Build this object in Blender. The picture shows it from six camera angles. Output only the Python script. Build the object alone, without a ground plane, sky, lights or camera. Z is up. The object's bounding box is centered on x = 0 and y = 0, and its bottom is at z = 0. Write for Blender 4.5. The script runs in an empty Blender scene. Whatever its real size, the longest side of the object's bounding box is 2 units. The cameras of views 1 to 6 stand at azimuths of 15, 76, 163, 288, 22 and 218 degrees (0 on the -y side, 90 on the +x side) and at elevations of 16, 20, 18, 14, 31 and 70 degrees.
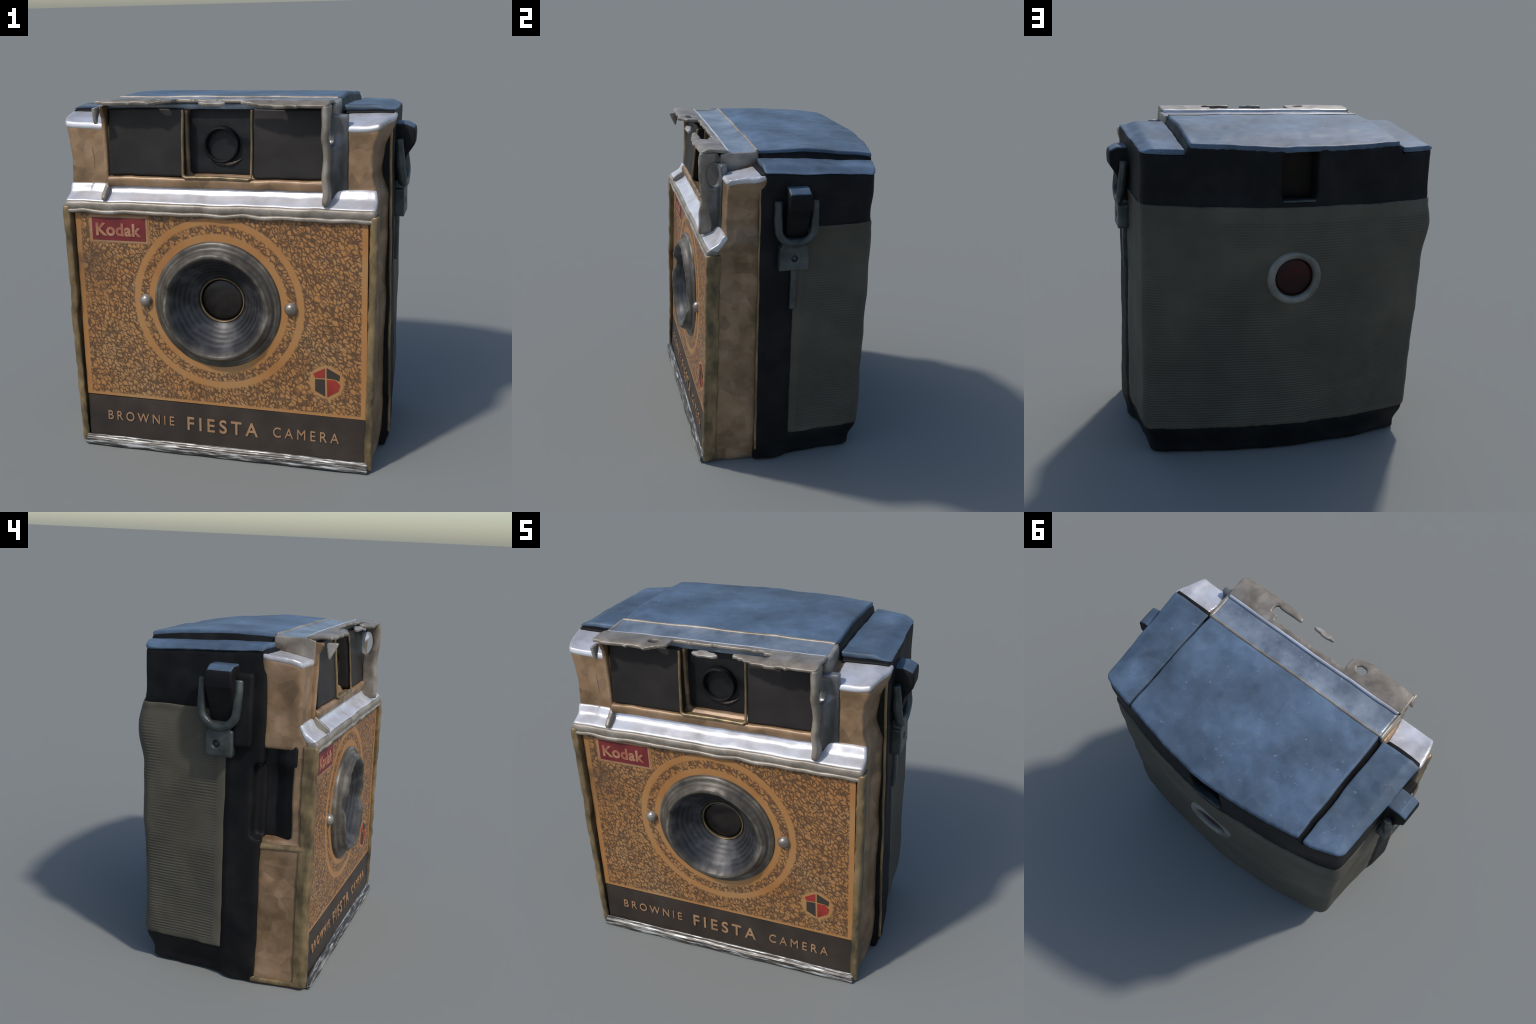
# Old snapshot camera: gilt front housing, black rear body with a ribbed grey cover,
# chrome viewfinder hood with a broken lip, funnel lens and strap clips.
import bpy, bmesh, math, random
from mathutils import Vector, noise

random.seed(7)
scene = bpy.context.scene

# ------------------------------------------------------------------ helpers
def sstep(a, b, x):
    t = max(0.0, min(1.0, (x - a) / (b - a)))
    return t * t * (3 - 2 * t)

def gauss(x, s):
    return math.exp(-(x / s) ** 2)

def wobble(p, amp=0.0055):
    """slow hand-worn unevenness, one field shared by all parts"""
    a = noise.noise_vector(p * 5.5)
    b = noise.noise_vector(p * 15.0 + Vector((3.1, 7.7, 1.3)))
    return p + a * amp + b * (amp * 0.4)

root = bpy.data.objects.new("vintage_camera", None)
scene.collection.objects.link(root)
root["label"] = "worn old box camera with gilt front and chrome viewfinder"
root["category"] = "camera"

def link(name, me, mat=None, parent=None, smooth=True):
    ob = bpy.data.objects.new(name, me)
    scene.collection.objects.link(ob)
    ob.parent = parent or root
    if mat:
        me.materials.clear()
        me.materials.append(mat)
    if smooth:
        for p in me.polygons:
            p.use_smooth = True
    return ob

def add_prism(bm, pts, axis, a, b):
    """extrude a polygon; axis x: pts=(y,z); y: pts=(x,z); z: pts=(x,y)"""
    def mk(p, t):
        return {'x': (t, p[0], p[1]), 'y': (p[0], t, p[1]), 'z': (p[0], p[1], t)}[axis]
    lo = [bm.verts.new(mk(p, a)) for p in pts]
    hi = [bm.verts.new(mk(p, b)) for p in pts]
    n = len(pts)
    fs = [bm.faces.new(lo), bm.faces.new(hi)]
    for i in range(n):
        j = (i + 1) % n
        fs.append(bm.faces.new((lo[i], lo[j], hi[j], hi[i])))
    bmesh.ops.recalc_face_normals(bm, faces=fs)

def add_box(bm, x0, x1, y0, y1, z0, z1):
    add_prism(bm, [(x0, y0), (x1, y0), (x1, y1), (x0, y1)], 'z', z0, z1)

def add_rod(bm, p0, p1, r, seg=12):
    p0, p1 = Vector(p0), Vector(p1)
    d = (p1 - p0).normalized()
    u = d.orthogonal().normalized()
    v = d.cross(u)
    rings = []
    for c in (p0, p1):
        rings.append([bm.verts.new(c + (u * math.cos(t) + v * math.sin(t)) * r)
                      for t in [2 * math.pi * i / seg for i in range(seg)]])
    fs = [bm.faces.new(rings[0]), bm.faces.new(rings[1])]
    for i in range(seg):
        j = (i + 1) % seg
        fs.append(bm.faces.new((rings[0][i], rings[0][j], rings[1][j], rings[1][i])))
    bmesh.ops.recalc_face_normals(bm, faces=fs)

def bake(ob):
    """apply all modifiers of ob, in place"""
    dg = bpy.context.evaluated_depsgraph_get()
    me = bpy.data.meshes.new_from_object(ob.evaluated_get(dg))
    old = ob.data
    ob.modifiers.clear()
    ob.data = me
    bpy.data.meshes.remove(old)

def worked(name, build, mat, voxel=0.012, smooth=3, warp=None, amp=0.0055, cuts=None, parent=None):
    """solid from prisms, unioned by voxel remesh, softened, warped and made uneven"""
    bm = bmesh.new()
    build(bm)
    me = bpy.data.meshes.new(name)
    bm.to_mesh(me); bm.free()
    ob = link(name, me, None, parent)
    helpers = []
    if cuts:
        # union first so that the boolean gets a clean solid
        m = ob.modifiers.new("r", 'REMESH'); m.mode = 'VOXEL'; m.voxel_size = voxel
        bake(ob)
        for c in cuts:
            bm = bmesh.new(); c(bm)
            cm = bpy.data.meshes.new("cut"); bm.to_mesh(cm); bm.free()
            co = bpy.data.objects.new("cut", cm); scene.collection.objects.link(co)
            helpers.append(co)
            m = ob.modifiers.new("b", 'BOOLEAN'); m.operation = 'DIFFERENCE'; m.object = co; m.solver = 'EXACT'
        bake(ob)
    m = ob.modifiers.new("r", 'REMESH'); m.mode = 'VOXEL'; m.voxel_size = voxel
    if smooth:
        m = ob.modifiers.new("s", 'SMOOTH'); m.factor = 0.5; m.iterations = smooth
    bake(ob)
    for h in helpers:
        cm = h.data
        bpy.data.objects.remove(h); bpy.data.meshes.remove(cm)
    me = ob.data
    me.name = name
    for v in me.vertices:
        p = Vector(v.co)
        if warp:
            p = warp(p)
        p = wobble(p, amp) if amp else p
        p.z = max(p.z, 0.0)
        v.co = p
    me.materials.clear(); me.materials.append(mat)
    for p in me.polygons:
        p.use_smooth = True
    me.update()
    return ob

def lathe(name, profile, centre, mat, seg=96, parent=None, closed=False, mod=None, smooth=True, caps=(True, True)):
    """revolve (r, y) profile about an axis along y through centre (x, z)"""
    bm = bmesh.new()
    rings = []
    for k, (r, y) in enumerate(profile):
        ring = []
        for i in range(seg):
            t = 2 * math.pi * i / seg
            rr, yy = (r, y) if mod is None else mod(k, r, y, t)
            ring.append(bm.verts.new((centre[0] + rr * math.cos(t), yy, centre[1] + rr * math.sin(t))))
        rings.append(ring)
    n = len(rings)
    for k in range(n if closed else n - 1):
        a, b = rings[k], rings[(k + 1) % n]
        for i in range(seg):
            j = (i + 1) % seg
            bm.faces.new((a[i], a[j], b[j], b[i]))
    if not closed:
        if caps[0]: bm.faces.new(rings[0])
        if caps[1]: bm.faces.new(rings[-1])
    bmesh.ops.recalc_face_normals(bm, faces=bm.faces)
    me = bpy.data.meshes.new(name); bm.to_mesh(me); bm.free()
    return link(name, me, mat, parent, smooth)

# ------------------------------------------------------------------ materials
class Nodes:
    def __init__(self, name):
        self.mat = bpy.data.materials.new(name)
        self.mat.use_nodes = True
        self.t = self.mat.node_tree
        self.bsdf = self.t.nodes["Principled BSDF"]
        self.obj = self.t.nodes.new("ShaderNodeTexCoord").outputs["Object"]
    def n(self, kind, **kw):
        nd = self.t.nodes.new("ShaderNode" + kind)
        for k, v in kw.items():
            setattr(nd, k, v)
        return nd
    def put(self, sock, v):
        if hasattr(v, "is_linked") or isinstance(v, bpy.types.NodeSocket):
            self.t.links.new(v, sock)
        else:
            sock.default_value = v
    def math(self, op, a, b=0.0, c=None, clamp=False):
        nd = self.n("Math", operation=op, use_clamp=clamp)
        self.put(nd.inputs[0], a); self.put(nd.inputs[1], b)
        if c is not None:
            self.put(nd.inputs[2], c)
        return nd.outputs[0]
    def xyz(self, v=None):
        nd = self.n("SeparateXYZ"); self.put(nd.inputs[0], v or self.obj)
        return nd.outputs
    def mapped(self, scale=(1, 1, 1), rot=(0, 0, 0), src=None):
        nd = self.n("Mapping"); self.put(nd.inputs["Vector"], src or self.obj)
        nd.inputs["Scale"].default_value = scale; nd.inputs["Rotation"].default_value = rot
        return nd.outputs[0]
    def noise(self, scale, detail=3.0, rough=0.55, src=None, distort=0.0):
        nd = self.n("TexNoise"); self.put(nd.inputs["Vector"], src or self.obj)
        nd.inputs["Scale"].default_value = scale; nd.inputs["Detail"].default_value = detail
        nd.inputs["Roughness"].default_value = rough; nd.inputs["Distortion"].default_value = distort
        return nd.outputs
    def ramp(self, fac, stops):
        nd = self.n("ValToRGB"); self.put(nd.inputs[0], fac)
        e = nd.color_ramp.elements
        while len(e) < len(stops):
            e.new(0.5)
        for el, (p, c) in zip(e, stops):
            el.position = p
            el.color = (c, c, c, 1) if not hasattr(c, "__len__") else (*c, 1)
        return nd.outputs[0]
    def mix(self, fac, a, b, mode='MIX'):
        nd = self.n("Mix", data_type='RGBA', blend_type=mode)
        self.put(nd.inputs[0], fac)
        for s, v in ((nd.inputs[6], a), (nd.inputs[7], b)):
            self.put(s, (*v, 1) if isinstance(v, tuple) and len(v) == 3 else v)
        return nd.outputs[2]
    def band(self, v, lo, hi, soft):
        """1 where lo < v < hi, soft edges"""
        a = self.n("MapRange", interpolation_type='SMOOTHSTEP'); self.put(a.inputs[0], v)
        a.inputs[1].default_value = lo - soft; a.inputs[2].default_value = lo + soft
        b = self.n("MapRange", interpolation_type='SMOOTHSTEP'); self.put(b.inputs[0], v)
        b.inputs[1].default_value = hi - soft; b.inputs[2].default_value = hi + soft
        return self.math('SUBTRACT', a.outputs[0], b.outputs[0], clamp=True)
    def bump(self, h, strength=0.3, dist=0.01):
        nd = self.n("Bump"); self.put(nd.inputs["Height"], h)
        nd.inputs["Strength"].default_value = strength; nd.inputs["Distance"].default_value = dist
        self.t.links.new(nd.outputs[0], self.bsdf.inputs["Normal"])
    def done(self, col, rough=0.5, metal=0.0, spec=0.5, coat=0.0):
        b = self.bsdf.inputs
        self.put(b["Base Color"], (*col, 1) if isinstance(col, tuple) else col)
        self.put(b["Roughness"], rough); self.put(b["Metallic"], metal)
        b["Specular IOR Level"].default_value = spec
        b["Coat Weight"].default_value = coat
        b["Coat Roughness"].default_value = 0.15
        return self.mat

def mottled(name, c0, c1, c2=None, scale=6.0, rough=0.5, metal=0.0, spec=0.5, coat=0.0, bump=0.15,
            facets=0.0, stretch=(1, 1, 1), speck=None):
    m = Nodes(name)
    src = m.mapped(stretch)
    f = m.noise(scale, 4.0, 0.6, src)[0]
    stops = [(0.34, c0), (0.66, c1)] if c2 is None else [(0.3, c0), (0.5, c1), (0.72, c2)]
    col = m.ramp(f, stops)
    if facets:
        v = m.n("TexVoronoi"); m.put(v.inputs["Vector"], m.noise(2.0, 2, 0.5)[1] and src)
        v.inputs["Scale"].default_value = 13.0
        g = m.xyz(v.outputs["Color"])[0]
        col = m.mix(facets, col, m.ramp(g, [(0.0, 0.25), (1.0, 0.78)]), 'OVERLAY')
    if speck:
        s = m.ramp(m.noise(38.0, 2.0, 0.5)[0], [(0.68, 0.0), (0.78, 1.0)])
        col = m.mix(m.math('MULTIPLY', s, speck[1]), col, speck[0])
    if bump:
        m.bump(m.noise(26.0, 3.0)[0], bump, 0.006)
    return m.done(col, rough, metal, spec, coat)

GILT = mottled("gilt_metal", (.130, .080, .036), (.262, .162, .088), (.345, .226, .138), 4.5, 0.42, 0.2, 0.5, facets=0.4)  # tan includes the desert ground reflected in the pillar fronts
GILT_EDGE = mottled("gilt_trim", (.070, .055, .032), (.20, .140, .068), (.36, .245, .120), 13.0, 0.4, 0.3, stretch=(1, 1, .45))
CHROME = mottled("bright_chrome", (.45, .42, .41), (.62, .61, .63), (.72, .74, .80), 5.0, 0.3, 0.35, facets=0.08)  # base lightened so the ledge's white highlight is in the colour
CHROME_OLD = mottled("dull_chrome", (.15, .125, .095), (.26, .222, .178), (.36, .325, .285), 7.0, 0.42, 0.2, facets=0.25)
STEEL = mottled("brushed_steel", (.12, .15, .19), (.20, .24, .29), (.30, .34, .39), 7.0, 0.35, 0.3, speck=((.5, .56, .6), .5))
RIDGE = mottled("foot_chrome", (.015, .012, .010), (.060, .052, .045), (.62, .62, .60), 9.0, 0.35, 0.3, stretch=(.8, 7, 10))  # white stops paint the highlight streaks along the foot
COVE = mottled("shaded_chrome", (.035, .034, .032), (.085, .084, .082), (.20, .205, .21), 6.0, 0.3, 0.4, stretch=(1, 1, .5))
TOP = mottled("sky_tinted_top_plastic", (.052, .076, .108), (.080, .121, .176), (.122, .186, .275), 3.0, 0.5, 0.0, 0.28,  # black plastic coloured blue-grey: the reflected sky is baked in
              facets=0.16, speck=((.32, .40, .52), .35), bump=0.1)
BLACK = mottled("black_plastic", (.006, .006, .007), (.011, .0105, .011), (.019, .018, .018), 4.0, 0.55, 0.0, 0.13, facets=0.12)
DEEP = mottled("dark_opening", (.004, .004, .005), (.010, .010, .011), None, 6.0, 0.5, 0.0, 0.3)
PANE = mottled("dark_pane", (.019, .017, .016), (.033, .028, .026), None, 3.0, 0.45, 0.0, 0.2)
SCREW = mottled("screw_metal", (.14, .11, .085), (.40, .36, .31), None, 14.0, 0.3, 0.6)
CLIP = mottled("clip_metal", (.026, .032, .032), (.056, .063, .059), (.10, .112, .110), 9.0, 0.4, 0.3)
RING = mottled("pale_ring", (.12, .112, .092), (.23, .22, .19), None, 9.0, 0.4, 0.1)
RUBY = mottled("ruby_pane", (.012, .002, .002), (.042, .005, .004), None, 7.0, 0.4, 0.0, 0.25)
GLINT = mottled("brown_painted_glint", (.035, .027, .020), (.12, .095, .07), None, 16.0, 0.5)  # colour of the brownish highlight arc drawn in the finder window
AMBER = mottled("brown_pane", (.005, .004, .003), (.014, .008, .005), None, 8.0, 0.5, 0.0, 0.15)
GLASS = mottled("lens_glass", (.006, .005, .005), (.028, .020, .018), None, 7.0, 0.3, 0.0, 0.3, coat=0.1)
RED = mottled("red_print", (.22, .018, .014), (.33, .035, .022), None, 9.0, 0.5)
BADGE = mottled("badge_red", (.13, .013, .015), (.19, .022, .022), None, 9.0, 0.5)
BROWN = mottled("dark_print", (.030, .022, .017), (.045, .034, .026), None, 9.0, 0.5)
LETTER = mottled("gilt_print", (.29, .155, .075), (.37, .215, .115), None, 9.0, 0.5)
LETTER_WORN = mottled("faded_print", (.30, .085, .055), (.44, .24, .13), None, 12.0, 0.5)
BANDM = mottled("name_band_print", (.018, .014, .011), (.034, .023, .016), (.052, .040, .031), 4.0, 0.5, 0.0, bump=0.08)

LX, LZ = 0.01, 0.878      # lens axis

def leather_material():
    m = Nodes("gilt_leather_print")
    x, y, z = m.xyz()
    r = m.math('SQRT', m.math('ADD', m.math('POWER', m.math('SUBTRACT', x, LX), 2.0),
                              m.math('POWER', m.math('SUBTRACT', z, LZ), 2.0)))
    # crackle: warped cells, slightly slanted
    warp = m.n("MixRGB") if False else m.n("VectorMath", operation='MULTIPLY_ADD')
    m.put(warp.inputs[0], m.noise(40.0, 1.5, 0.5)[1]); warp.inputs[1].default_value = (.026, .026, .026)
    m.put(warp.inputs[2], m.mapped((1, 1, 1)))
    src = m.mapped((.68, 0.0, 1.25), (0, 0, 0), m.mapped((1, 1, 1), (0, math.radians(-52), 0), warp.outputs[0]))
    v = m.n("TexVoronoi", feature='DISTANCE_TO_EDGE'); m.put(v.inputs["Vector"], src)
    v.inputs["Scale"].default_value = 46.0
    wid = m.math('MULTIPLY_ADD', m.noise(20.0, 1.5)[0], 0.30, 0.06)
    line = m.math('SUBTRACT', 1.0, m.math('DIVIDE', v.outputs[0], m.math('MAXIMUM', wid, 0.02)), clamp=True)
    line = m.math('MULTIPLY', m.math('MULTIPLY', line, 1.35), m.ramp(m.noise(17.0, 2.0)[0], [(0.25, 0.35), (0.45, 1.0)]), clamp=True)
    # unprinted plain zones
    plain = m.math('MAXIMUM', m.band(r, -1, 0.388, .006), m.band(r, .437, .474, .005))
    logo = m.math('SQRT', m.math('ADD', m.math('POWER', m.math('SUBTRACT', x, .601), 2.0),
                                 m.math('POWER', m.math('SUBTRACT', z, .492), 2.0)))
    plain = m.math('MAXIMUM', plain, m.band(logo, -1, .094, .008))
    bad = m.math('MULTIPLY', m.band(x, -.708, -.362, .006), m.band(z, 1.193, 1.352, .006))
    plain = m.math('MAXIMUM', plain, bad)
    plain = m.math('MAXIMUM', plain, m.band(z, -1, .315, .005))
    plain = m.math('MAXIMUM', plain, m.band(x, .783, 2, .004))
    plain = m.math('MAXIMUM', plain, m.band(x, -2, -.757, .004))
    line = m.math('MULTIPLY', m.math('MULTIPLY', line, .86), m.math('SUBTRACT', 1.0, plain))
    base = m.ramp(m.noise(3.0, 4.0, .6)[0], [(.3, (.365, .158, .046)), (.5, (.41, .195, .064)), (.7, (.40, .225, .094))])
    col = m.mix(line, base, (.075, .040, .023))
    # rubbed, darker patch at the upper left and grime along the top edge
    stain = m.math('SQRT', m.math('ADD', m.math('POWER', m.math('MULTIPLY', m.math('ADD', x, .74), 1.0), 2.0),
                                  m.math('POWER', m.math('MULTIPLY', m.math('SUBTRACT', z, 1.05), .75), 2.0)))
    st = m.math('MULTIPLY', m.band(stain, -1, .12, .12), m.ramp(m.noise(9.0, 3.0)[0], [(.35, 0.15), (.65, .8)]))
    st = m.math('MAXIMUM', st, m.math('MULTIPLY', m.band(z, 1.345, 3, .03), m.ramp(m.noise(12.0, 3.0)[0], [(.4, .2), (.6, .85)])))
    col = m.mix(st, col, (.085, .05, .032))
    m.bump(m.math('MULTIPLY', line, -1.0), 0.35, 0.004)
    return m.done(col, 0.45, 0.1)

def ribbed_material():
    m = Nodes("ribbed_grey_cover")
    x, y, z = m.xyz()
    s = m.math('SINE', m.math('MULTIPLY', z, 2 * math.pi / 0.0165))
    worn = m.ramp(m.noise(2.2, 2.0, .4)[0], [(.42, .12), (.56, 1.0)])
    low = m.band(z, -1, .75, .25)
    amt = m.math('MAXIMUM', m.math('MULTIPLY', low, .8), worn)
    frame = m.math('MULTIPLY', m.band(y, .012, 3, .004), m.band(z, .215, 1.47, .02))
    amt = m.math('MULTIPLY', amt, frame)
    base = m.ramp(m.noise(3.0, 4.0)[0], [(.3, (.074, .065, .048)), (.5, (.092, .081, .060)), (.7, (.112, .098, .072))])  # grey darkened partway to the baked shade of the slot side
    f = m.math('MULTIPLY', m.math('MULTIPLY_ADD', s, .5, .5), m.math('MULTIPLY', amt, .5))
    col = m.mix(f, base, (.045, .045, .042))
    m.bump(m.math('MULTIPLY', m.math('MULTIPLY', s, amt), -1.0), 0.35, 0.004)
    return m.done(col, 0.6, 0.0, 0.2)

def funnel_material():
    """stepped rings inside and around the lens funnel"""
    m = Nodes("lens_funnel_metal")
    x, y, z = m.xyz()
    r = m.math('SQRT', m.math('ADD', m.math('POWER', m.math('SUBTRACT', x, LX), 2.0),
                              m.math('POWER', m.math('SUBTRACT', z, LZ), 2.0)))
    rr = m.math('ADD', r, m.math('MULTIPLY', m.noise(5.0, 2.0)[0], .02))
    s = m.math('MULTIPLY_ADD', m.math('SINE', m.math('MULTIPLY', rr, 2 * math.pi / .021)), .5, .5)
    blot = m.noise(9.0, 3.0)[0]
    dark = m.ramp(blot, [(.3, (.008, .008, .009)), (.52, (.024, .024, .026)), (.75, (.085, .085, .090))])
    pale = m.ramp(blot, [(.3, (.045, .038, .030)), (.55, (.125, .105, .080)), (.75, (.24, .215, .175))])
    inner = m.mix(m.math('MULTIPLY', s, .22), dark, (.10, .10, .105))
    outer = m.mix(m.math('MULTIPLY', s, .6), pale, (.045, .04, .035))
    col = m.mix(m.band(r, .262, 2, .015), inner, outer)
    m.bump(s, 0.12, 0.004)
    return m.done(col, 0.42, 0.15, 0.4)

LEATHER = leather_material()
RIBBED = ribbed_material()
FUNNEL = funnel_material()

# ------------------------------------------------------------------ rear body
XR_F, XR_B, XL_F, XL_B = 0.902, 0.872, -0.877, -0.850   # side faces, front and back ends

def back_y(x):
    return 0.598 - 0.158 * (abs(x) / 0.86) ** 1.45

def plan(y0, grow=0.0):
    """plan outline of the rear body from a front line y0; the back bulges"""
    def side(a, b, y):
        return a + (b - a) * (y + .22) / .65
    pts = [(side(XR_F, XR_B, y0) + grow, y0), (side(XR_F, XR_B, .34) + grow, .34), (XR_B + grow, .405 + grow),
           (XR_B - .016, .438 + grow)]
    for i in range(1, 30):
        x = (XR_B - .03) + (XL_B + .03 - XR_B + .03) * i / 30
        pts.append((x, back_y(x) + grow))
    pts += [(XL_B + .016, .442 + grow), (XL_B - grow, .408 + grow), (side(XL_F, XL_B, .34) - grow, .34),
            (side(XL_F, XL_B, y0) - grow, y0)]
    return pts

def rear_warp(p):
    x, y, z = p
    # tucked-in foot
    t = sstep(.175, .05, z) * sstep(-.24, .02, y)
    x -= math.copysign(.034 * t, x) * sstep(.3, .7, abs(x))
    y -= .030 * t * sstep(.1, .4, y)
    x -= math.copysign(.022 * sstep(.12, .02, z) * sstep(-.10, -.20, y), x) * sstep(.3, .7, abs(x))
    back = sstep(.1, .42, y)
    # the back leans in towards the foot, most of all in the middle
    y -= .064 * (1 - min(1.0, max(0.12, z) / 1.50)) * gauss(x - .05, .55) * back
    # sides draw in towards the foot
    x -= (.013 if x > 0 else -.024) * (1 - sstep(0.0, 1.2, z)) * sstep(-.12, .15, y) * sstep(.3, .7, abs(x))
    # the grey cover lies a little inside the black flange and band
    x -= (.015 if x > 0 else -.018) * sstep(-.07, -.03, y) * sstep(1.58, 1.50, z) * sstep(.3, .7, abs(x))
    # fuller upper half of one flank of the back, with a bulge at its corner
    y += .024 * gauss(x + .62, .30) * sstep(.45, .95, z) * back
    b = gauss(z - 1.40, .13) * gauss(x + .84, .22) * back
    y += .026 * b
    x -= .022 * b
    y -= .008 * gauss(z - 1.62, .08) * back
    return Vector((x, y, z))

def plate_z(x, y):
    return 1.946 - .051 * max(0.0, (y - .02) / .56) ** 1.5
def shoulder_z(x, y):
    return 1.908 - .036 * max(0.0, (y + .2) / .62)

def top_drop(x, y):
    """height of the black rim under the top plates"""
    t = sstep(.635, .612, abs(x - .004))
    return (plate_z(x, y) - .012) * t + (shoulder_z(x, y) - .026) * (1 - t) - .024 * gauss(abs(x - .004) - .624, .012) \
        - .06 * sstep(-.215, -.235, y) * sstep(.66, .63, abs(x))

def band_warp(p):
    q = rear_warp(p)
    if q.z > 1.6:
        q.z = 1.6 + (q.z - 1.6) * (top_drop(q.x, q.y) - 1.6) / (1.878 - 1.6)
    return q

def b_rear(bm):
    add_prism(bm, plan(-.248), 'z', 0.003, 1.878)
def c_eye(bm):
    add_box(bm, -.093, .113, .44, .8, 1.592, 1.862)
def c_recess(bm):
    add_box(bm, -1.0, -.79, -.30, -.192, .862, 1.28)
def c_well(bm):
    add_rod(bm, (.017, .555, 1.137), (.017, .7, 1.137), .14, 40)
rear = worked("rear_body", b_rear, BLACK, 0.013, 4, band_warp, cuts=[c_eye, c_well, c_recess])

def b_cover(bm):
    add_prism(bm, plan(-.035, .010), 'z', .182, 1.553)
def c_red(bm):
    add_rod(bm, (.017, .5, 1.137), (.017, .7, 1.137), .118, 40)
cover = worked("rear_cover", b_cover, RIBBED, 0.0115, 2, rear_warp, cuts=[c_red])

# eyepiece pane, and the thin highlight below it modelled as a bar
def b_eye(bm):
    add_box(bm, -.10, .12, .40, .495, 1.58, 1.87)
worked("eyepiece", b_eye, AMBER, .01, 1, None, .003, parent=rear)
def b_eye_glint(bm):
    add_box(bm, -.088, .108, .545, .596, 1.580, 1.594)
worked("eyepiece_edge_glint", b_eye_glint, CLIP, .006, 1, None, .002, parent=rear)
# latch at the foot of the back
def b_latch(bm):
    add_box(bm, -.02, .17, .505, .573, .118, .170)
worked("door_latch", b_latch, DEEP, .008, 1, rear_warp, .003, parent=rear)

# exposure-counter window
ringprof = [(.112, .55), (.114, .602), (.122, .612), (.138, .616), (.152, .612), (.160, .602), (.163, .585), (.163, .55)]
def curve_back(k, r, y, t):
    return r, y - .012 - .05 * (r * math.cos(t)) ** 2
win = lathe("window_ring", ringprof, (.017, 1.137), RING, 64, cover, True, curve_back)
lathe("red_window", [(.001, .580), (.05, .580), (.09, .578), (.118, .572), (.118, .55), (.001, .55)], (.017, 1.137), RUBY, 48, cover)

# ------------------------------------------------------------------ top plates

def clip_plan(x0, x1, y0, grow):
    xs = [x0 + (x1 - x0) * i / 24 for i in range(25)]
    return [(x0, y0)] + [(x, back_y(x) + grow) for x in xs] + [(x1, y0)]

def b_plate(bm):
    add_prism(bm, clip_plan(-.606, .614, -.205, .000), 'z', -.034, 0.0)
def plate_warp(p):
    q = rear_warp(Vector((p.x, p.y, 1.85)))
    return Vector((q.x, q.y, p.z + plate_z(p.x, p.y)))
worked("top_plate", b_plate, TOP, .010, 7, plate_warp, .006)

def shoulder_outline(s):
    full = plan(-.222, .005)
    if s > 0:
        pts = [q for q in full if q[0] > .638]
        return [(.638, -.215)] + pts + [(.638, back_y(.638))]
    pts = [q for q in full if q[0] < -.630]
    return [(-.630, back_y(.630))] + pts + [(-.630, -.215)]
def shoulder_warp(p):
    e = sstep(.80, .885, abs(p.x)) * .022
    q = rear_warp(Vector((p.x, p.y, 1.85)))
    return Vector((q.x - .004 * sstep(.80, .9, q.x), q.y, p.z + shoulder_z(p.x, p.y) - e * sstep(-.03, 0.0, p.z)))
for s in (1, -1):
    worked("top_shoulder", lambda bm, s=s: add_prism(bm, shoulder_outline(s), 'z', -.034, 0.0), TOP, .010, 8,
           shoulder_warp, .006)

# ------------------------------------------------------------------ front housing
def front_skew(x, z):
    return -.004 - .010 * x / .84 + .012 * z / 1.4

def house_warp(p):
    x, y, z = p
    w = .818 + .024 * min(z, 1.42) / 1.42 + (.020 + .030 * sstep(1.55, 1.82, z)) * sstep(-.50, -.23, y)
    x = x * w / .85 + .010
    y += front_skew(x, z) * sstep(-.40, -.48, y)
    # pressed-in side walls
    if x > .7:
        x += .010 * sstep(-.33, -.25, y) * sstep(.03, .15, z)
        x -= .020 * gauss(z - 1.1, .22) * gauss(y + .33, .06)
        x -= (.004 + .034 * sstep(1.44, 1.58, z)) * sstep(-.50, -.40, y) * sstep(1.85, 1.70, z)
    elif x < -.7:
        x += .032 * gauss(y + .33, .075) * gauss(z - 1.62, .12)
        x += .008 * sstep(-.53, -.45, y) * sstep(.03, .12, z) * sstep(1.85, 1.70, z)
        x -= .016 * sstep(.85, .80, z) * sstep(-.56, -.50, y)
        x += .012 * gauss(y + .35, .07) * gauss(z - .70, .09)
    return Vector((x, y, z))

LEDGE = [(-.495, 1.36), (-.495, 1.405), (-.485, 1.43), (-.462, 1.452), (-.440, 1.490)]
PILLAR = [(-.215, .000), (-.495, .000)] + LEDGE + [(-.433, 1.56), (-.428, 1.80), (-.416, 1.822), (-.215, 1.866)]
MIDDLE = [(-.215, .004), (-.495, .004)] + LEDGE + [(-.436, 1.53), (-.40, 1.545), (-.385, 1.905), (-.215, 1.905)]
def b_house(bm):
    add_prism(bm, PILLAR, 'x', .570, .85)
    add_prism(bm, PILLAR, 'x', -.85, -.575)
    add_prism(bm, MIDDLE, 'x', -.585, .580)
def c_lens(bm):
    add_rod(bm, (LX, -.7, LZ), (LX, -.40, LZ), .31, 48)
def c_finder(bm):
    add_box(bm, -.165, .195, -.6, -.33, 1.56, 1.90)
def c_slot(bm):
    add_box(bm, -1.0, -.735, -.402, -.1, .858, 1.362)
house = worked("front_housing", b_house, GILT, .012, 2, house_warp, .006, cuts=[c_lens, c_slot, c_finder])

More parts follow.
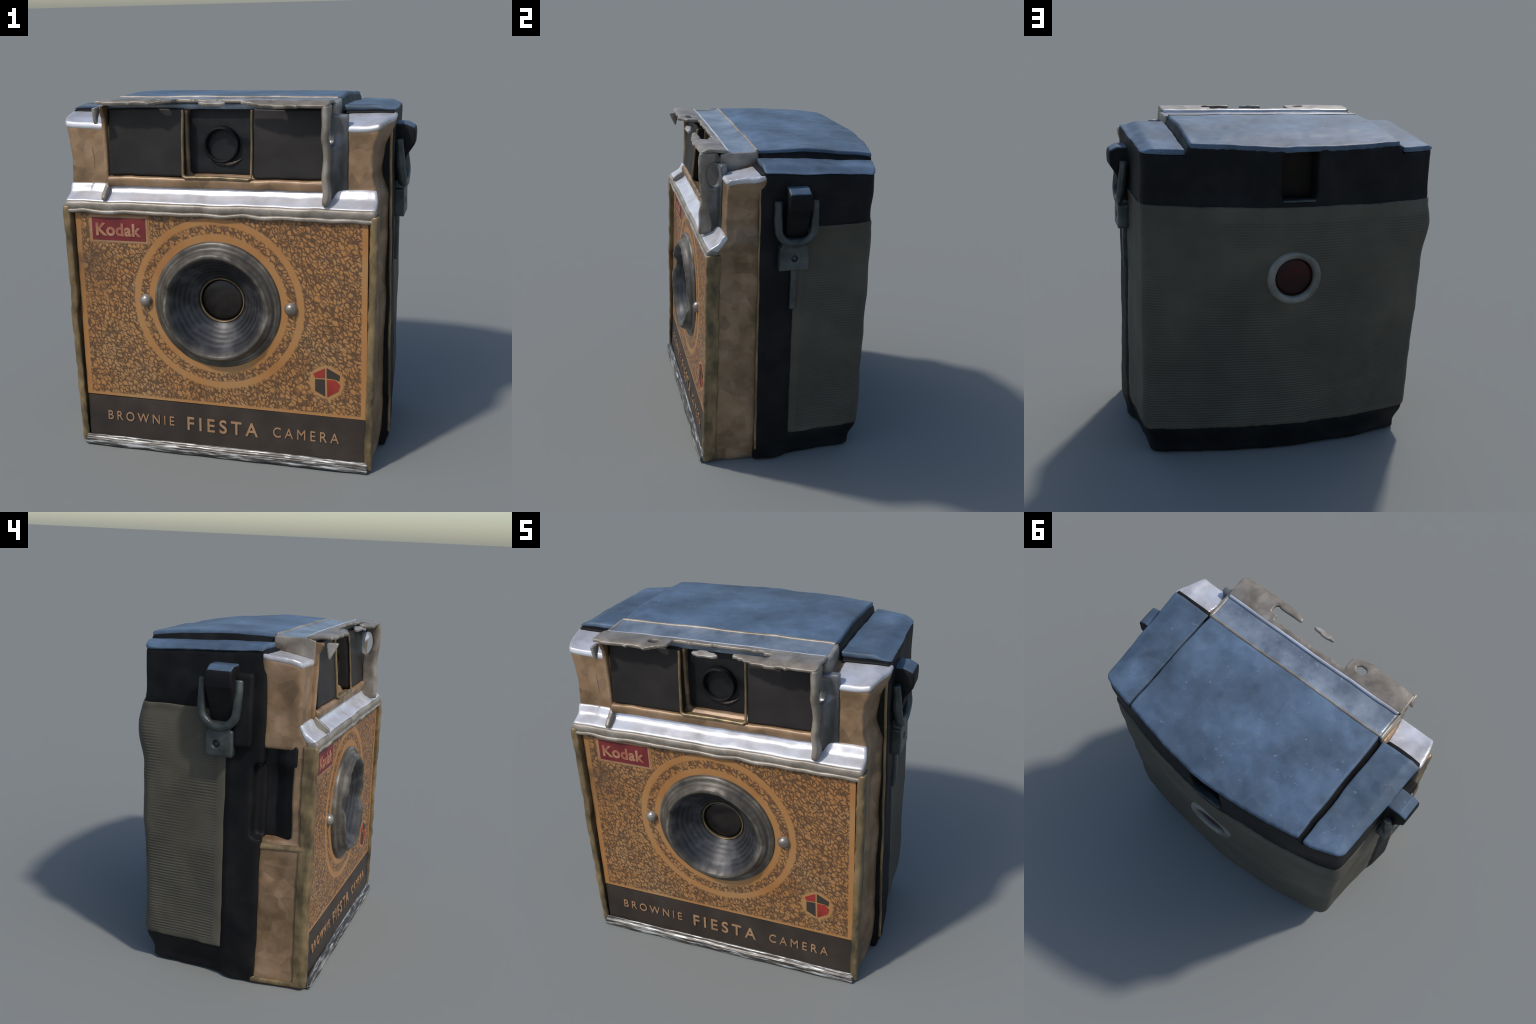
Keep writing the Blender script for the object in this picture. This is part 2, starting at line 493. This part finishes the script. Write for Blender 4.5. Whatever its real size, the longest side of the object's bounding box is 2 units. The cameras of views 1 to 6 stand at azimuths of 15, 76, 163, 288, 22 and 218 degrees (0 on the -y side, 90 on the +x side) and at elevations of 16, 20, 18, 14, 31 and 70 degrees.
def b_slot(bm):
    add_prism(bm, [(-.800, -.425), (-.780, -.36), (-.755, -.30), (-.765, -.23), (-.800, -.16), (-.66, -.16), (-.66, -.425)], 'z', .83, 1.39)
def slot_warp(p):
    return Vector((p.x - .038 * sstep(1.20, 1.31, p.z), p.y, p.z))
worked("shutter_slot", b_slot, DEEP, .012, 2, slot_warp, .006, parent=house)
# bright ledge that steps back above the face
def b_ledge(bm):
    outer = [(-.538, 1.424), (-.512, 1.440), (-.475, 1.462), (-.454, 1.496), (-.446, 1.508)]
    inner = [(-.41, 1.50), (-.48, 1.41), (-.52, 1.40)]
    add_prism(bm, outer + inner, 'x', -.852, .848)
def b_ledge_lip(bm):
    add_prism(bm, [(-.538, 1.375), (-.548, 1.392), (-.549, 1.412), (-.536, 1.426), (-.48, 1.42), (-.48, 1.375)], 'x', -.853, .853)
worked("ledge_lip", b_ledge_lip, CHROME_OLD, .009, 3, house_warp, .006, parent=house)
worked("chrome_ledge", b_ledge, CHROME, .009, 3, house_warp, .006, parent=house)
# upward pillar facets as separate slabs, coloured pale for their sky highlight
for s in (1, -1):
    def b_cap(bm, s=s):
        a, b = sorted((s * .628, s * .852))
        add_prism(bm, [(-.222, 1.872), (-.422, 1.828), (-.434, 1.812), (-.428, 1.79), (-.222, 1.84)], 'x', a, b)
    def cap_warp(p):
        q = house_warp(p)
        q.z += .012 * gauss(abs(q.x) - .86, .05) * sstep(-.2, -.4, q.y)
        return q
    worked("pillar_top_highlight", b_cap, CHROME, .009, 2, cap_warp, .006, parent=house)

# gilt lower side panel with raised border
def b_panel(bm):
    y0, y1, z0, z1 = -.515, -.222, .012, .838
    for a in ((y0, y1, z1 - .03, z1), (y1 - .018, y1, z0, z1), (y0, y1, z0, z0 + .03)):
        add_box(bm, -.862, -.84, a[0], a[1], a[2], a[3])
worked("panel_border", b_panel, GILT_EDGE, .008, 2, house_warp, .005, parent=house)

# bead in the joint between housing and rear body
def b_bead(bm):
    add_rod(bm, (.895, -.247, .10), (.886, -.247, 1.84), .009, 10)
worked("joint_bead", b_bead, GILT_EDGE, .006, 2, None, .004, parent=house)

# edge trim around the face
def b_trim_side(bm, s):
    pts = [(.824, -.550), (.860, -.551), (.867, -.535), (.858, -.465), (.824, -.465)]
    add_prism(bm, [(s * x, y) for x, y in pts], 'z', .012, 1.395)
def trim_warp(p):
    q = house_warp(p)
    q.y += .006 * noise.noise(Vector((1.3, q.x * 4, q.z * 16)))
    q.x += .004 * noise.noise(Vector((9.1, 2.0, q.z * 19)))
    return q
for s in (1, -1):
    worked("edge_trim", lambda bm, s=s: b_trim_side(bm, s), GILT_EDGE, .008, 2, trim_warp, .004)
def b_head(bm):
    add_rod(bm, (-.85, -.536, 1.368), (.85, -.536, 1.368), .013, 10)
def head_warp(p):
    q = house_warp(p); q.z += .008 * noise.noise(Vector((q.x * 9, 4.0, 1.0)))
    return q
worked("head_bead", b_head, CHROME_OLD, .006, 2, head_warp, .004)
def b_foot(bm):
    for zz, yy in ((.050, -.540), (.032, -.556), (.014, -.562)):
        add_rod(bm, (-.845, yy, zz), (.845, yy, zz), .011, 10)
    add_box(bm, -.845, .845, -.552, -.49, .006, .05)
def foot_warp(p):
    q = house_warp(p); q.y += .006 * noise.noise(Vector((q.x * 6, q.z * 20, 5.0)))
    q.z = max(q.z, .001)
    return q
worked("foot_bead", b_foot, RIDGE, .006, 1, foot_warp, .003)

# ------------------------------------------------------------------ face plate, prints
def face_y(x, z):
    return -.534 - .014 * x / .8 + .022 * z / 1.35 - .010 * sstep(.35, .0, z)

def flat_piece(name, loops, mat, depth=.006, proud=0.0, parent=None, sub=None):
    """thin prism lying on the face, outlines given as (x, z)"""
    bm = bmesh.new()
    for pts in loops:
        add_prism(bm, pts, 'y', 0.0, depth)
    me = bpy.data.meshes.new(name); bm.to_mesh(me); bm.free()
    for v in me.vertices:
        v.co.y = face_y(v.co.x, v.co.z) - proud + v.co.y
    return link(name, me, mat, parent, False)

def face_plate():
    seg = 96
    x0, x1, z0, z1 = -.788, .812, .300, 1.368
    bm = bmesh.new()
    rings = []
    for f in (0.0, 0.3, 1.0):
        ring = []
        for i in range(seg):
            t = 2 * math.pi * (i + .5) / seg
            c, s = math.cos(t), math.sin(t)
            ix, iz = LX + .312 * c, LZ + .312 * s
            k = min(((x1 - LX) / c if c > 0 else (x0 - LX) / c) if abs(c) > 1e-6 else 9,
                    ((z1 - LZ) / s if s > 0 else (z0 - LZ) / s) if abs(s) > 1e-6 else 9)
            ox, oz = LX + c * k, LZ + s * k
            ring.append((ix + (ox - ix) * f, iz + (oz - iz) * f))
        rings.append(ring)
    # move the nearest outer points into the rectangle's corners
    for cx, cz in ((x0, z0), (x0, z1), (x1, z0), (x1, z1)):
        j = min(range(seg), key=lambda i: (rings[2][i][0] - cx) ** 2 + (rings[2][i][1] - cz) ** 2)
        rings[2][j] = (cx, cz)
    front = [[bm.verts.new((x, face_y(x, z), z)) for x, z in r] for r in rings]
    back = [[bm.verts.new((x, face_y(x, z) + .02, z)) for x, z in r] for r in rings]
    for L, flip in ((front, False), (back, True)):
        for k in range(2):
            for i in range(seg):
                j = (i + 1) % seg
                bm.faces.new((L[k][i], L[k][j], L[k + 1][j], L[k + 1][i]))
    for k in (0, 2):
        for i in range(seg):
            j = (i + 1) % seg
            bm.faces.new((front[k][i], front[k][j], back[k][j], back[k][i]))
    bmesh.ops.recalc_face_normals(bm, faces=bm.faces)
    me = bpy.data.meshes.new("face_plate"); bm.to_mesh(me); bm.free()
    return link("face_plate", me, LEATHER, None, False)
face = face_plate()
band = flat_piece("name_band", [[(-.782, .058), (.808, .058), (.808, .2985), (-.782, .2945)]], BANDM, .02, .0005)

def rect(x0, x1, z0, z1):
    return [(x0, z0), (x1, z0), (x1, z1), (x0, z1)]
badge = flat_piece("badge", [rect(-.690, -.380, 1.208, 1.332)], BADGE, .006, .003, face)
flat_piece("badge_rim", [rect(-.702, -.368, 1.196, 1.344)], LETTER, .006, .0015, face)

flat_piece("emblem_red", [[(.529, .537), (.590, .571), (.590, .519), (.538, .516)],
                          [(.602, .508), (.648, .509), (.672, .483), (.662, .449), (.604, .411)]], RED, .006, .003, face)
flat_piece("emblem_dark", [[(.601, .574), (.671, .537), (.667, .507), (.648, .515), (.601, .518)],
                           [(.539, .507), (.590, .509), (.592, .414), (.539, .442)]], BROWN, .006, .003, face)

def lettering(word, x0, x1, z0, z1, mat, parent, bold=0.0, spacing=1.0):
    cu = bpy.data.curves.new("lettering", 'FONT')
    cu.body = word; cu.extrude = .002; cu.offset = bold; cu.space_character = spacing; cu.size = 1.0
    ob = bpy.data.objects.new("lettering", cu); scene.collection.objects.link(ob)
    dg = bpy.context.evaluated_depsgraph_get()
    me = bpy.data.meshes.new_from_object(ob.evaluated_get(dg))
    bpy.data.objects.remove(ob); bpy.data.curves.remove(cu)
    xs = [v.co.x for v in me.vertices]; ys = [v.co.y for v in me.vertices]
    for v in me.vertices:
        x = x0 + (v.co.x - min(xs)) / (max(xs) - min(xs)) * (x1 - x0)
        z = z0 + (v.co.y - min(ys)) / (max(ys) - min(ys)) * (z1 - z0)
        v.co = (x, face_y(x, z) - .0035 - v.co.z, z)
    me.name = "lettering"
    bm = bmesh.new(); bm.from_mesh(me)
    bmesh.ops.recalc_face_normals(bm, faces=bm.faces)
    bm.to_mesh(me); bm.free()
    return link("lettering", me, mat, parent, False)
lettering("BROWNIE", -.664, -.264, .156, .209, LETTER, band, .0, 1.5)
lettering("FIESTA", -.186, .222, .140, .218, LETTER, band, .012, 1.42)
lettering("CAMERA", .307, .668, .152, .209, LETTER, band, .0, 1.5)
lettering("Kodak", -.668, -.404, 1.232, 1.303, LETTER_WORN, badge, .035, 1.05)

# ------------------------------------------------------------------ lens
lens = bpy.data.objects.new("lens", None)
scene.collection.objects.link(lens); lens.parent = root
def rim_height(t):
    """how far the worn rim stands out, by angle (0 = +x, 90 degrees = up)"""
    d = math.degrees(t) % 360
    h = .052
    def dip(c, w, a):
        q = min(abs(d - c), 360 - abs(d - c))
        return a * gauss(q, w)
    h -= dip(90, 46, .012) + dip(10, 30, .016) + dip(168, 9, .030) + dip(352, 8, .020)
    h += dip(270, 45, .006) + .006 * noise.noise(Vector((math.cos(t) * 7, math.sin(t) * 7, 2.2)))
    return h
FY = -.527
prof = [(.350, -.50), (.349, FY - .008), (.338, FY - .016), (.322, FY - .014), (.312, FY - .020), (.305, FY - .028),
        (.300, -.5), (.292, -.6), (.280, -.62), (.268, -.6), (.252, -.565), (.236, -.540), (.205, -.505), (.170, -.470),
        (.136, -.440), (.124, -.432), (.118, -.40)]
def funnel_mod(k, r, y, t):
    r2, y2 = funnel_worn(k, r, y, t)
    return r2, y2 + (.005 if k in (1, 2, 3, 4) else 0.0)
def funnel_worn(k, r, y, t):
    h = rim_height(t)
    if k == 6: return r, FY - .028 - .3 * h * .6
    if k == 7: return r - .004, FY - .012 - .85 * h
    if k == 8: return r, FY - .012 - h
    if k == 9: return r, FY - .010 - h * .9
    if k == 10: return r, FY - .004 - h * .55
    if k == 11: return r, FY + .004 - h * .25
    if k >= 12: return r, y
    return r, y + .003 * noise.noise(Vector((math.cos(t) * 4, math.sin(t) * 4, r * 20)))
lathe("lens_funnel", prof, (LX, LZ), FUNNEL, 160, lens, False, funnel_mod, caps=(False, True))
lathe("lens_ring", [(.117, -.425), (.118, -.437), (.122, -.440), (.126, -.437), (.127, -.425)], (LX, LZ), GILT_EDGE, 64, lens, True)
lathe("lens_glass", [(.002, -.440), (.03, -.439), (.07, -.434), (.10, -.427), (.119, -.42), (.119, -.39), (.002, -.39)], (LX, LZ), GLASS, 64, lens)
for sx, sz in ((-.397, .880), (.413, .884)):
    yb = face_y(sx, sz)
    lathe("face_screw", [(.036, yb + .01), (.036, yb - .004), (.033, yb - .014), (.025, yb - .024), (.013, yb - .030), (.002, yb - .031)],
          (sx, sz), SCREW, 28, None)

# ------------------------------------------------------------------ viewfinder
finder = bpy.data.objects.new("viewfinder", None)
scene.collection.objects.link(finder); finder.parent = root
def lean(p):
    """the window wall leans back towards the top"""
    t = (p.z - 1.53) / .38
    return Vector((p.x, p.y + .040 * t, p.z))
def pane(x0, x1, y=-.462, z0=1.552, z1=1.905):
    def f(bm):
        add_box(bm, x0, x1, y, -.36, z0, z1)
    return f
worked("window_pane", pane(-.585, -.172), PANE, .011, 2, lean, .004, parent=finder)
worked("window_pane", pane(.202, .600), PANE, .011, 2, lean, .004, parent=finder)
worked("finder_glass", pane(-.180, .210, -.385), DEEP, .011, 2, lean, .005, parent=finder)
def b_frame(bm):
    add_rod(bm, (-.170, -.466, 1.555), (-.170, -.466, 1.90), .009, 8)
    add_rod(bm, (.200, -.466, 1.555), (.200, -.466, 1.90), .007, 8)
    add_rod(bm, (-.162, -.470, 1.553), (.192, -.470, 1.553), .011, 8)
worked("finder_frame", b_frame, GILT_EDGE, .005, 1, lean, .004, parent=finder)
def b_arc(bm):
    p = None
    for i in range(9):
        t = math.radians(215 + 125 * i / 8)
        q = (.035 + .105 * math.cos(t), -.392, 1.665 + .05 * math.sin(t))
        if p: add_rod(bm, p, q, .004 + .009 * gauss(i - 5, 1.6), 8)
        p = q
worked("finder_glint_arc", b_arc, GLINT, .006, 2, lean, .003, parent=finder)
lathe("finder_eyepiece", [(.078, -.36), (.080, -.398), (.086, -.404), (.094, -.400), (.097, -.36)], (.022, 1.715), BLACK, 48, finder, True)
def b_sill2(bm):
    add_prism(bm, [(-.425, 1.49), (-.468, 1.497), (-.472, 1.535), (-.462, 1.552), (-.42, 1.55)], 'x', -.60, .61)
worked("window_sill", b_sill2, GILT, .009, 2, None, .005, parent=finder)

# strip between hood lip and top plate
def b_strip(bm):
    add_prism(bm, [(-.205, 1.946), (-.235, 1.938), (-.30, 1.934), (-.36, 1.938), (-.388, 1.936), (-.394, 1.90),
                   (-.205, 1.88)], 'x', -.612, .618)
worked("hood_strip", b_strip, STEEL, .010, 2, None, .004, parent=finder)
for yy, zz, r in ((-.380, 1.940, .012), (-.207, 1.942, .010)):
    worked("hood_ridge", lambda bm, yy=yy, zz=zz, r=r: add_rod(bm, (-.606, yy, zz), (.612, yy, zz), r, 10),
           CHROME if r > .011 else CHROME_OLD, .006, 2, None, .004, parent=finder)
for s in (1, -1):
    def b_end(bm, s=s):
        a, b = sorted((s * .604 + .003, s * .628 + .003))
        add_prism(bm, [(-.20, 1.86), (-.20, 1.944), (-.30, 1.938), (-.385, 1.940), (-.43, 1.93), (-.43, 1.80)], 'x', a, b)
    worked("hood_cheek", b_end, CHROME_OLD, .008, 2, None, .005, parent=finder)

def hood_z(x, y):
    t = (-.385 - y) / .16
    return 1.940 + .010 * math.sin(min(max(t, 0), 1) * math.pi * .8) - .022 * sstep(.74, 1.12, t) 
def lip_here(x, y):
    """what is left of the torn lip, seen from above"""
    n = .010 * noise.noise(Vector((x * 14, y * 14, 3.0)))
    if y > -.418 + n: return True
    if x > .345 + n:
        return y > -.548 + n + .03 * sstep(.60, .635, x)
    if -.475 - .06 * (x - .345) < y and x > .30 and y > -.45: return True
    if x > .165 + n:                                  # finger running along the front edge
        c = -.522 + .015 * (.345 - x) / .17
        return abs(y - c) < .026 * (1 - .45 * sstep(.30, .165, x)) + n * .5
    if -.058 < x < .095:                              # loose shard
        return abs(y + .520 - .05 * (.02 - x) * .6) < .019 * (1 - ((x - .018) / .078) ** 2) ** .5 + n * .3
    if x < -.205 + n:
        if ((x + .292) / .032) ** 2 + ((y + .462) / .022) ** 2 < 1: return False
        f = -.500 - .034 * sstep(-.205, -.30, x) + .014 * sstep(-.40, -.63, x)
        return y > f + n
    return False

def sheet(name, pred, height, xr, yr, step, mat, thick, parent, amp=.004):
    """solid sheet over the grid cells where pred holds"""
    bm = bmesh.new()
    nx = int((xr[1] - xr[0]) / step); ny = int((yr[1] - yr[0]) / step)
    vs = {}
    def v(i, j):
        if (i, j) not in vs:
            a, b = xr[0] + i * step, yr[0] + j * step
            vs[i, j] = bm.verts.new(height(a, b))
        return vs[i, j]
    for i in range(nx):
        for j in range(ny):
            if pred(xr[0] + (i + .5) * step, yr[0] + (j + .5) * step):
                bm.faces.new((v(i, j), v(i + 1, j), v(i + 1, j + 1), v(i, j + 1)))
    bmesh.ops.recalc_face_normals(bm, faces=bm.faces)
    me = bpy.data.meshes.new(name); bm.to_mesh(me); bm.free()
    ob = link(name, me, mat, parent)
    m = ob.modifiers.new("a", 'SMOOTH'); m.factor = .5; m.iterations = 4
    m = ob.modifiers.new("t", 'SOLIDIFY'); m.thickness = thick; m.offset = 0
    m = ob.modifiers.new("r", 'REMESH'); m.mode = 'VOXEL'; m.voxel_size = .006
    m = ob.modifiers.new("s", 'SMOOTH'); m.factor = .5; m.iterations = 3
    bake(ob)
    me = ob.data; me.name = name
    for q in me.vertices:
        q.co = wobble(Vector(q.co), amp)
    me.materials.clear(); me.materials.append(mat)
    for p in me.polygons: p.use_smooth = True
    return ob
sheet("hood_lip", lip_here, lambda a, b: (a, b, hood_z(a, b)), (-.625, .63), (-.57, -.37), .008, CHROME_OLD, .020, finder)

# right side wall of the hood, holed; on the other side only a hook and a stub remain
def b_wall(bm):
    add_prism(bm, [(.578, -.535), (.588, -.553), (.608, -.556), (.622, -.535), (.618, -.45), (.584, -.45)], 'z', 1.440, 1.940)
def wall_warp(p):
    t = gauss(p.z - 1.66, .12) * sstep(-.48, -.54, p.y)
    x = p.x + .008 * noise.noise(Vector((2.0, 5.0, p.z * 11)))
    return Vector((x, p.y + .012 * t + .008 * noise.noise(Vector((7.0, 1.0, p.z * 13))), p.z))
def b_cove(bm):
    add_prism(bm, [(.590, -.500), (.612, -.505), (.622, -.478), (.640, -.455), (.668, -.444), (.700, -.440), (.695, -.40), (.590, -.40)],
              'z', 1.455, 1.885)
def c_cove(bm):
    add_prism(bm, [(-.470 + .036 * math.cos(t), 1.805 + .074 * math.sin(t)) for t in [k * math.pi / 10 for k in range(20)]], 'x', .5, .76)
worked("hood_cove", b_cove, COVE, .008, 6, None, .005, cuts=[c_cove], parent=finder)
worked("hood_wall", b_wall, CHROME_OLD, .008, 6, wall_warp, .005, cuts=[c_cove], parent=finder)
def hook_here(y, z):
    c = -.520 + .012 * (1.93 - z) / .1
    return z > 1.828 and abs(y - c) < .008 + .028 * sstep(1.83, 1.93, z)
sheet("hood_hook", hook_here, lambda a, b: (-.612 - .010 * sstep(1.93, 1.85, b), a, b), (-.575, -.46), (1.80, 1.932), .006, CHROME_OLD, .024, finder)
def stub_here(y, z):
    return y > -.535 + .10 * sstep(1.44, 1.545, z) and z < 1.545
sheet("hood_stub", stub_here, lambda a, b: (-.600, a, b), (-.54, -.43), (1.43, 1.55), .006, CHROME_OLD, .024, finder)
def rem_here(y, z):
    return y > -.450 - .03 * sstep(1.84, 1.93, z)
sheet("hood_wall", rem_here, lambda a, b: (-.608, a, b), (-.50, -.40), (1.50, 1.93), .008, GILT, .024, finder)

# ------------------------------------------------------------------ strap lugs and clips
for s in (1, -1):
    base = .897 if s > 0 else -.880
    lug_x = .995 * s
    def b_lug(bm, s=s, base=base):
        pts = [(base - s * .03, 1.80), (lug_x - s * .05, 1.795), (lug_x - s * .004, 1.775), (lug_x, 1.735), (lug_x - s * .004, 1.690),
               (lug_x - s * .045, 1.625), (base + s * .03, 1.53), (base + s * .01, 1.48), (base - s * .03, 1.47)]
        add_prism(bm, pts, 'y', -.105 + (.01 if s < 0 else 0), .030 + (.02 if s < 0 else 0))
    lug = worked("strap_lug", b_lug, BLACK, .010, 3, None, .004)
    def b_lug_sheen(bm, s=s, base=base):
        add_prism(bm, [(base - s * .02, 1.803), (lug_x - s * .05, 1.800), (lug_x - s * .006, 1.778), (lug_x - s * .012, 1.762),
                       (base - s * .02, 1.78)], 'y', -.100 + (.01 if s < 0 else 0), .026 + (.02 if s < 0 else 0))
    worked("lug_sky_sheen", b_lug_sheen, TOP, .008, 2, None, .004, parent=lug)  # blue slab laid on the black lug to show skylight on its top
    def b_u(bm, s=s, base=base):
        x = base + s * (.016 if s > 0 else .030)
        cy, w = (-.042, .108) if s > 0 else (-.010, .100)
        path = [(cy - w, 1.725), (cy - w, 1.58)]
        for i in range(1, 12):
            t = math.pi + math.pi * i / 12
            path.append((cy + w * math.cos(t), 1.56 + .088 * math.sin(t)))
        path += [(cy + w, 1.58), (cy + w, 1.725)]
        for p, q in zip(path, path[1:]):
            add_rod(bm, (x + s * .022 * sstep(1.72, 1.5, p[1]), p[0], p[1]), (x + s * .022 * sstep(1.72, 1.5, q[1]), q[0], q[1]), .026, 8)
    clip = worked("strap_clip", b_u, CLIP, .007, 2, None, .004)
    if s < 0:
        def b_boss(bm):
            add_box(bm, -.918, -.85, -.185, -.085, 1.37, 1.76)
        worked("clip_boss", b_boss, BLACK, .010, 5, None, .005, parent=clip)
    def b_plate2(bm, s=s, base=base):
        y0, y1 = (-.140, .034) if s > 0 else (-.090, .068)
        a, b = sorted((base - s * .02, base + s * .050))
        add_box(bm, a, b, y0 + .02, y1 - .02, 1.44, 1.50)
        add_box(bm, a, b, y0, y1, 1.308, 1.455)
    def c_hole(bm, s=s, base=base):
        y = -.05 if s > 0 else .005
        a, b = sorted((base + s * .02, base + s * .08))
        add_rod(bm, (a, y, 1.378), (b, y, 1.378), .020, 16)
    worked("clip_plate", b_plate2, CLIP, .007, 2, None, .004, cuts=[c_hole], parent=clip)
    def b_tail(bm, s=s, base=base):
        y0, y1 = (-.062, -.028) if s > 0 else (-.030, -.004)
        a, b = sorted((base - s * .02, base + s * .014))
        add_box(bm, a, b, y0, y1, 1.045, 1.32)
    if s > 0:
        worked("clip_tail", b_tail, CLIP, .007, 2, None, .004, parent=clip)

for ob in scene.objects:
    if ob.type == 'MESH' and ob.name.startswith("cut"):
        ob.hide_render = True
